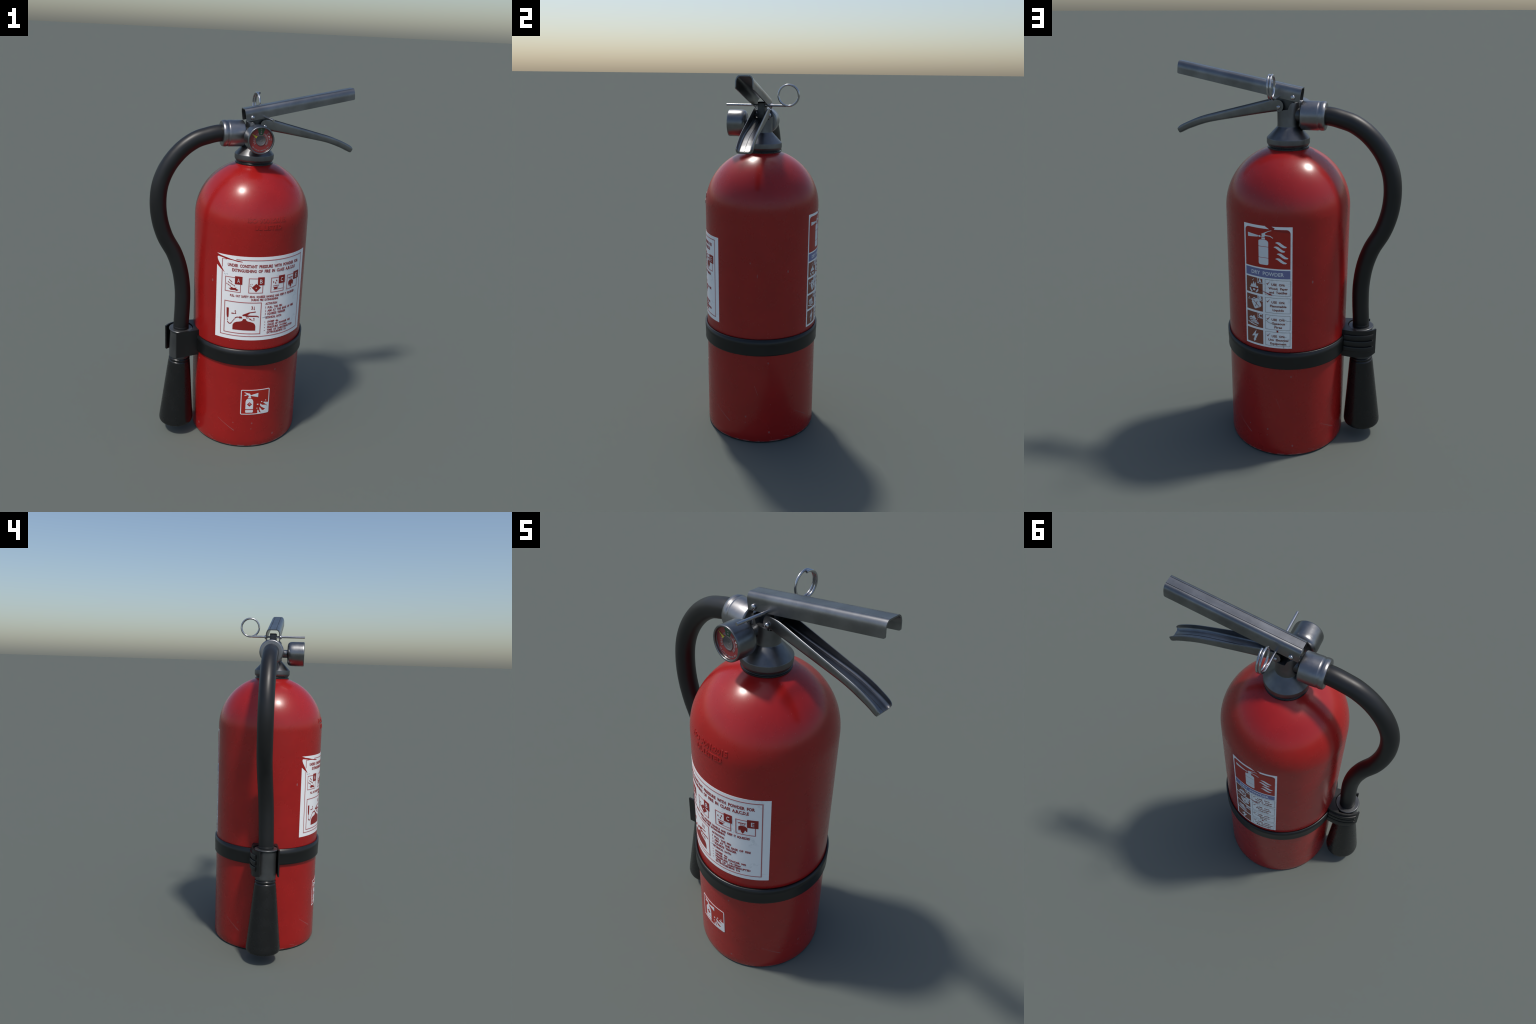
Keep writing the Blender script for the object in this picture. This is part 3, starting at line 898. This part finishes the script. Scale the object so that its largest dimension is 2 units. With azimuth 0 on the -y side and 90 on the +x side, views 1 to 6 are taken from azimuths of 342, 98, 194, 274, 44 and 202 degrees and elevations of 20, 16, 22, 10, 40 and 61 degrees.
# ------------------------------------------------------------------ carry handle
def build_handle():
    """Folded channel, open below, leaning upward away from the valve."""
    bm = bmesh.new()
    rear_b, rear_t = Vector((-0.0610, 0, 1.8195)), Vector((-0.0705, 0, 1.8848))
    end_b, end_t = Vector((0.5405, 0, 1.9415)), Vector((0.5345, 0, 1.9990))
    W, T, R, RZ = 0.0418, 0.0050, 0.0205, 0.0310

    def section(f, lift):
        b = rear_b.lerp(end_b, f)
        t = rear_t.lerp(end_t, f)
        H = (t - b).length
        up = (t - b) / H
        # right flank, roof with its two pressed lines, left flank
        right = [(W, lift)] + [(W, H * 0.4)]
        for k in range(7):
            a = PI / 2 * k / 6
            right.append((W - R + R * math.cos(a), H - RZ + RZ * math.sin(a)))
        roof = [(0.0200, H), (0.0188, H - 0.0030), (0.0174, H), (0.006, H)]
        outer = right + roof
        outer = outer + [(-y, z) for y, z in reversed(outer)]
        Wi, Hi, Ri = W - T, H - T, R - T * 0.8
        inner = [(Wi, lift)] + [(Wi, H * 0.4)]
        for k in range(7):
            a = PI / 2 * k / 6
            inner.append((Wi - Ri + Ri * math.cos(a), Hi - RZ + T + (RZ - T) * math.sin(a)))
        inner += [(0.006, Hi)]
        inner = inner + [(-y, z) for y, z in reversed(inner)]
        ring = outer + inner[::-1]
        return [b + up * z + Vector((0, y, 0)) for y, z in ring]

    L = (end_b - rear_b).length
    rc = 0.0065
    stations = [0.0] + [1 - 0.02]
    secs = []
    fs = [(rc - math.sqrt(max(0, rc * rc - (rc - d) ** 2)), d / L) for d in (0, 0.0008, 0.0022, 0.0042, rc)]
    for lift, f in fs:
        secs.append(section(f, lift * 0.6))
    for i in range(1, 16):
        secs.append(section(i / 16, 0.0))
    for lift, f in reversed(fs):
        secs.append(section(1 - f, lift))
    loft(bm, secs)
    return add('carry_handle', bm, 'handle', sharp=28)


handle = build_handle()


# ------------------------------------------------------------------ squeeze lever
def build_lever():
    """Pressed trough, open above, drooping and shallowing to its tip."""
    bm = bmesh.new()
    low = [(0.047, 1.7752), (0.060, 1.7730), (0.094, 1.7678), (0.180, 1.7525), (0.280, 1.7335), (0.380, 1.7140), (0.432, 1.6998), (0.470, 1.6862), (0.500, 1.6750), (0.5216, 1.6652), (0.5370, 1.6573), (0.5480, 1.6535)]
    top = [(0.047, 1.8306), (0.060, 1.8302), (0.095, 1.8262), (0.184, 1.8030), (0.286, 1.7762), (0.386, 1.7498), (0.440, 1.7350), (0.480, 1.7210), (0.5120, 1.7072), (0.5360, 1.6955), (0.5500, 1.6860), (0.5590, 1.6755)]
    lo = catmull([(x, 0, z) for x, z in low], 4)
    hi = catmull([(x, 0, z) for x, z in top], 4)
    W, T = 0.0408, 0.0062

    def section(b, t, width):
        H = (t - b).length
        up = (t - b) / H
        R = min(0.0150, H * 0.48)
        web = min(0.0062 + max(0.0, b.x - 0.15) * 0.010, H * 0.40)
        roll = min(0.0130, 0.0015 + max(0.0, b.x - 0.047) * 0.17, H * 0.36)   # rolled upper edge
        lean = min(0.0044, roll * 0.5)
        outer = [(0.0, 0.0), (width - R, 0.0)]
        for k in range(1, 6):
            a = -PI / 2 + PI / 2 * k / 6
            outer.append((width - R + R * math.cos(a), R + R * math.sin(a)))
        outer.append((width, R))
        for k in range(5):
            a = PI / 2 * k / 4
            outer.append((width - lean + lean * math.cos(a), H - roll + roll * math.sin(a)))
        wi = width - max(T, lean + 0.0018)
        Rk = min(0.0140, H - web - 0.0030)
        inner = [(wi, H - 0.0006), (wi - 0.0002, web + Rk + 0.0005)]
        for k in range(1, 9):
            a = -PI / 2 * k / 9
            inner.append((wi - Rk + Rk * math.cos(a), web + Rk + Rk * math.sin(a)))
        inner += [(wi - Rk, web), (0.0018, web), (0.0005, web - 0.0022)]
        half = outer + inner
        mirror = [(-y, z) for y, z in reversed(half[1:])]
        return [b + up * z + Vector((0, y, 0)) for y, z in half + mirror]

    n = len(lo)
    secs = []
    for i in range(n):
        f = i / (n - 1)
        width = W if f < 0.9 else W - 0.0035 * ((f - 0.9) / 0.1) ** 3
        secs.append(section(lo[i], hi[i], width))
    loft(bm, secs)
    # cheeks that straddle the fin, rounded about the pivot
    cx, cz, r = 0.0400, 1.8010, 0.0260
    cheek = [(0.0470, 1.7757)]
    for k in range(11):
        a = math.radians(262 - 172 * k / 10)
        cheek.append((cx + r * math.cos(a) * 0.92, cz + r * math.sin(a) * 1.10))
    cheek += [(0.0470, 1.8306)]
    for sgn in (-1, 1):
        loft(bm, [[Vector((x, sgn * y, z)) for x, z in cheek] for y in (W - T, W)])
    bmesh.ops.translate(bm, verts=bm.verts, vec=(0.0, 0.0022, 0.0))   # sits a hair off centre on its pivot
    return add('squeeze_lever', bm, 'handle', sharp=32, weld=False)


lever = build_lever()


# ------------------------------------------------------------------ rivets, pin and ring
def build_rivets():
    def pin(bm, x, z, r, half):
        for s in (-1, 1):
            prof = [(r, half - 0.0005), (r * 1.0, half + 0.0030)]
            prof += [(r * math.cos(PI / 2 * k / 7), half + 0.0030 + r * 0.72 * math.sin(PI / 2 * k / 7)) for k in range(1, 8)]
            lathe(bm, prof, 24, along((x, 0, z), (0, s, 0)))
        lathe(bm, [(r * 0.5, -half), (r * 0.5, half)], 20, along((x, 0, z), (0, 1, 0)))
    bm = bmesh.new()
    pin(bm, -0.0300, 1.8425, 0.0115, 0.0418)
    a = add('pivot_rivet', bm, 'bright', handle)
    bm = bmesh.new()
    pin(bm, 0.0395, 1.7960, 0.0098, 0.0408)
    b = add('pivot_rivet', bm, 'bright', lever)
    # spacer barrel between fin and lever cheeks
    bm = bmesh.new()
    for s in (-1, 1):
        lathe(bm, [(0.0085, 0.0185), (0.0085, 0.0350)], 20, along((0.0395, 0, 1.7960), (0, s, 0)))
    add('pivot_spacer', bm, 'cast', lever)


build_rivets()


def build_pin():
    r = 0.0062
    bm = bmesh.new()
    y0, zc, R = 0.143, 1.8985, 0.0530
    z0 = zc - R
    x0 = 0.0370
    path = [Vector((x0 - 0.0005, y, 1.8475 + (z0 - 1.8475) * max(0, (y + 0.187) / 0.30) if y < 0.113 else z0)) for y in (-0.187, -0.12, -0.05, 0.0, 0.05, 0.09, 0.118)]
    path = catmull(path, 3)
    tube(bm, path + [Vector((x0, 0.128, z0))], r, 16)
    pin = add('safety_pin', bm, 'bright', sharp=40)
    # split ring: one and a half turns of the same wire
    bm = bmesh.new()
    ring = []
    turns, n = 1.53, 96
    for i in range(n + 1):
        a = -PI / 2 + 2 * PI * turns * i / n
        ring.append(Vector((x0 + 0.0128 * turns * i / n, y0 + R * math.cos(a), zc + R * math.sin(a))))
    lead = [Vector((x0, y, z0)) for y in (0.127, 0.135)]
    tube(bm, lead + ring, 0.0053, 16)
    add('pull_ring', bm, 'bright', pin, sharp=40)


build_pin()


# ------------------------------------------------------------------ pressure gauge
def build_gauge():
    C = Vector((-0.0225, 0, 1.7480))
    M = along(C, (0, -1, 0))
    bm = bmesh.new()
    lathe(bm, fillet([(0.0, 0.030), (0.0235, 0.030), (0.0235, 0.0880), (0.0500, 0.0880), (0.0570, 0.0895), (0.0635, 0.0940), (0.0682, 0.1010), (0.0704, 0.1100), (0.0710, 0.1220), (0.0710, 0.1815), (0.0695, 0.1865), (0.0650, 0.1875),
                      (0.0622, 0.1855), (0.0618, 0.1740), (0.0290, 0.1740), (0.0280, 0.1580), (0.0, 0.1580)], 0.0040, 4), 72, M)
    g = add('pressure_gauge', bm, 'gauge', sharp=35)

    def face(name, mat, draw, d, parent=g, thick=0.0008):
        b = bmesh.new()
        draw(b)
        bmesh.ops.triangulate(b, faces=b.faces)
        ext = bmesh.ops.extrude_face_region(b, geom=list(b.faces))
        moved = set(v for v in ext['geom'] if isinstance(v, bmesh.types.BMVert))
        for v in b.verts:
            y = -(d if v in moved else d - thick)
            v.co = Vector((C.x + v.co.x, y, C.z + v.co.y))
        bmesh.ops.recalc_face_normals(b, faces=b.faces)
        return add(name, b, mat, parent, sharp=30, weld=False)

    D0 = 0.1755

    def annulus(b):
        n = 64
        o = [b.verts.new((0.0614 * math.cos(2 * PI * k / n), 0.0614 * math.sin(2 * PI * k / n), 0)) for k in range(n)]
        q = [b.verts.new((0.0262 * math.cos(2 * PI * k / n), 0.0262 * math.sin(2 * PI * k / n), 0)) for k in range(n)]
        for k in range(n):
            b.faces.new((o[k], o[(k + 1) % n], q[(k + 1) % n], q[k])).normal_update()
    face('gauge_dial', 'dial_red', annulus, D0, thick=0.0012)

    def wedge(b):
        a0, a1 = math.radians(109), math.radians(70)
        pts = [(0.0264 * math.cos(a0), 0.0264 * math.sin(a0))]
        pts += [(0.0608 * math.cos(a0 + (a1 - a0) * k / 12), 0.0608 * math.sin(a0 + (a1 - a0) * k / 12)) for k in range(13)]
        pts += [(0.0264 * math.cos(a1), 0.0264 * math.sin(a1))]
        poly(b, pts)
    face('charged_sector', 'dial_green', wedge, D0 + 0.0004)

    def ring_text(b, s, radius, a0, a1, cap, inward=False):
        """Letters spaced along an arc from angle a0 to a1 (degrees from 12 o'clock, clockwise)."""
        n = len(s)
        for i, ch in enumerate(s):
            if ch == ' ':
                continue
            a = math.radians(a0 + (a1 - a0) * (i / (n - 1)))
            w = cap * 0.62 if ch not in 'I1' else cap * 0.22
            ca, sa = math.cos(a), math.sin(a)

            def place(p):
                x, y = p
                if inward:
                    x, y = -x, -y
                rr = radius + y
                return (rr * sa + x * ca, rr * ca - x * sa)
            word(b, ch, -w / 2, w / 2, 0.0, cap, 0.03, place)

    def marks(b):
        ring_text(b, 'RECHARGE', 0.0355, -118, -24, 0.0085)
        ring_text(b, 'OVERCHARGED', 0.0355, 26, 128, 0.0085)
        ring_text(b, 'USE WITH DRY CHEMICAL ONLY', 0.0520, -128, -232, 0.0055, True)
        for k, ch in enumerate('591'):
            y = 0.0560 - 0.0100 * k

            def place(p, y=y):
                return (p[1] + 0.001, y - p[0])
            word(b, ch, -0.0028, 0.0028, 0.0, 0.0070, 0.03, place)
        for a, r, w, h in ((52, 0.0545, 0.011, 0.005), (49, 0.0455, 0.008, 0.005), (86, 0.0550, 0.010, 0.004), (84, 0.0460, 0.008, 0.005)):
            t = math.radians(a)
            c, s = math.cos(t), math.sin(t)
            for q in (-0.35, 0.0, 0.35):
                pts = [(q * w + x * w * 0.12, y * h / 2) for x, y in ((-1, -1), (1, -1), (1, 1), (-1, 1))]
                poly(b, [((r + y) * s + x * c, (r + y) * c - x * s) for x, y in pts])
    face('dial_lettering', 'dial_white', marks, D0 + 0.0009)

    def bright_mark(b):
        t = math.radians(67)
        c, s = math.cos(t), math.sin(t)
        poly(b, [((0.0465 + y) * s + x * c, (0.0465 + y) * c - x * s) for x, y in ((-0.0042, -0.002), (0.0042, -0.002), (0.0042, 0.002), (-0.0042, 0.002))])
    face('dial_mark', 'dial_light', bright_mark, D0 + 0.0009)

    def pointer(b):
        t = math.radians(-56)
        c, s = math.cos(t), math.sin(t)
        poly(b, [(r * s + x * c, r * c - x * s) for r, x in ((0.0265, -0.0058), (0.0345, -0.0050), (0.042, -0.0022), (0.0570, -0.0006), (0.0570, 0.0006), (0.042, 0.0022), (0.0345, 0.0050), (0.0265, 0.0058))])
    face('gauge_needle', 'needle', pointer, D0 + 0.0022, thick=0.0008)

    bm = bmesh.new()
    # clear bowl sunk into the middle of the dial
    lathe(bm, fillet([(0.0274, 0.1745), (0.0274, 0.1772), (0.0258, 0.1778), (0.0245, 0.1766), (0.0215, 0.1742), (0.0185, 0.1738), (0.0150, 0.1722), (0.0090, 0.1712), (0.0060, 0.1714), (0.0030, 0.1704), (0.0, 0.1703)], 0.0012, 2), 48, M)
    add('gauge_hub', bm, 'hub', g, sharp=50)


build_gauge()


# ------------------------------------------------------------------ hose
def build_hose():
    ctrl = [(-0.150, 0.0, 1.7560), (-0.200, 0.0, 1.7560), (-0.255, 0.0, 1.7440), (-0.323, 0.0, 1.7205), (-0.3955, 0.0, 1.6690), (-0.461, 0.0, 1.5900), (-0.5025, 0.0, 1.4990), (-0.5165, 0.0, 1.4030),
            (-0.509, 0.0, 1.3030), (-0.4800, 0.001, 1.2030), (-0.4300, 0.000, 1.1050), (-0.4000, -0.005, 1.0070), (-0.3865, -0.011, 0.9000), (-0.3870, -0.0150, 0.8000), (-0.3930, -0.0180, 0.7000), (-0.3950, -0.0185, 0.6500)]
    bm = bmesh.new()
    tube(bm, catmull(ctrl, 9), lambda t: 0.0441 - 0.0012 * max(0.0, (t - 0.55) / 0.45), 40)
    hose = add('hose', bm, 'hose', sharp=60)
    bm = bmesh.new()
    lathe(bm, fillet([(0.040, 0.650), (0.0440, 0.650), (0.0440, 0.6720), (0.0432, 0.6770), (0.040, 0.6790)], 0.003, 3), 48, Matrix.Translation((-0.3945, -0.0185, 0)))
    add('hose_end', bm, 'hose', hose)
    return hose


hose = build_hose()

# nozzle axis: leans out slightly toward the foot
NOZ_T, NOZ_B = Vector((-0.3950, -0.0200, 0.6600)), Vector((-0.4245, -0.0195, 0.0450))


def build_nozzle():
    ax = (NOZ_B - NOZ_T)
    L = ax.length
    M = along(NOZ_T, ax)
    bm = bmesh.new()
    prof = [(0.050, 0.150), (0.0545, 0.172), (0.0545, 0.1760), (0.0600, 0.1800), (0.0605, 0.1880), (0.0570, 0.1915), (0.0570, 0.1940), (0.0612, 0.1980), (0.0622, 0.2060), (0.0645, 0.2250),
            (0.0820, 0.4050), (0.0978, 0.5650), (0.0984, 0.5800), (0.0968, 0.5890), (0.0925, 0.5960), (0.0800, 0.5975), (0.0760, 0.5945), (0.0720, 0.5750), (0.0450, 0.3600), (0.0, 0.3600)]
    lathe(bm, fillet(prof, 0.004, 4), 64, M)
    noz = add('nozzle', bm, 'horn', sharp=50)
    # metal ferrule with a flared lip, gripped by the clip
    bm = bmesh.new()
    prof = [(0.040, -0.0020), (0.0640, -0.0030), (0.0675, 0.0005), (0.0672, 0.0035), (0.0620, 0.0080), (0.0600, 0.0110), (0.0598, 0.1660), (0.0570, 0.1735), (0.050, 0.1740)]
    lathe(bm, fillet(prof, 0.003, 4), 64, M)
    add('ferrule', bm, 'ferrule', noz, sharp=45)


MAT['ferrule'] = metal_material('ferrule_steel', (0.100, 0.104, 0.106), 0.33, metallic=0.6)
build_nozzle()


# ------------------------------------------------------------------ clip that holds the nozzle
def build_clip():
    Z0, Z1 = 0.5100, 0.6650
    T = 0.0080
    cx, cy = -0.3955, -0.0190

    def arm(pts):
        return [Vector((x, y, 0)) for x, y in pts]
    outer_p = catmull(arm([(-0.300, 0.0600), (-0.345, 0.0655), (-0.390, 0.0650), (-0.430, 0.0545), (-0.460, 0.0360), (-0.4800, 0.0130)]), 5)
    outer_n = catmull(arm([(-0.300, -0.0760), (-0.345, -0.0835), (-0.390, -0.0900), (-0.4350, -0.0995)]), 5)

    def inset(path, side):
        res = []
        for i, p in enumerate(path):
            d = (path[min(i + 1, len(path) - 1)] - path[max(i - 1, 0)]).normalized()
            res.append(p + Vector((-d.y, d.x, 0)) * side)
        return res
    in_p, in_n = inset(outer_p, T), inset(outer_n, -T)
    # plan: out along one arm, back inside it, round the ferrule seat, and along the other arm
    seat = []
    for k in range(13):
        a = math.radians(58 - 116 * k / 12)
        seat.append(Vector((cx + 0.0685 * math.cos(a), cy + 0.0685 * math.sin(a), 0)))
    ip = [p for p in reversed(in_p) if p.x < seat[0].x - 0.006]
    inn = [p for p in in_n if p.x < seat[-1].x - 0.006]
    plan = outer_p + ip + seat + inn + list(reversed(outer_n))
    # close against the curve of the tank
    for k in range(1, 8):
        y = -0.0760 + 0.136 * k / 8
        plan.append(Vector((-math.sqrt(0.3105 ** 2 - y * y), y, 0)))
    bm = bmesh.new()

    def level(z, grow):
        return [Vector((p.x, p.y, z)) for p in plan]
    rows = []
    for z in (Z0, Z0 + 0.0015, Z1 - 0.0015, Z1):
        row = []
        for p in plan:
            # arm tips are trimmed up at the lower corner
            t = max(0.0, min(1.0, (-0.435 - p.x) / 0.045)) if p.y > 0 else 0.0
            zz = z + (0.012 * t * t if z < 0.6 else 0.0)
            row.append(Vector((p.x, p.y, zz)))
        rows.append(row)
    loft(bm, rows, True, False)
    for row, flip in ((0, False), (3, True)):
        vs = [v for v in bm.verts][row * len(plan):(row + 1) * len(plan)]
        bm.faces.new(vs).normal_update()
    bmesh.ops.triangulate(bm, faces=[f for f in bm.faces if len(f.verts) > 4])
    bmesh.ops.recalc_face_normals(bm, faces=bm.faces)
    clip = add('nozzle_clip', bm, 'clip', sharp=30)
    # three grip ribs on the longer arm
    ribs = inset(outer_p, -0.0078)
    sel = [i for i, p in enumerate(outer_p) if -0.468 < p.x < -0.318]
    for z0 in (0.5460, 0.5805, 0.6150):
        b = bmesh.new()
        secs = []
        for i in sel:
            a, c = outer_p[i], ribs[i]
            s = a.lerp(c, -0.1)
            m = a.lerp(c, 0.75)
            secs.append([Vector((p.x, p.y, z0 + h)) for p, h in ((s, 0.0), (m, 0.001), (c, 0.004), (c, 0.0215), (m, 0.0260), (s, 0.0270))])
        loft(b, secs)
        add('grip_rib', b, 'clip', clip, sharp=30)


build_clip()
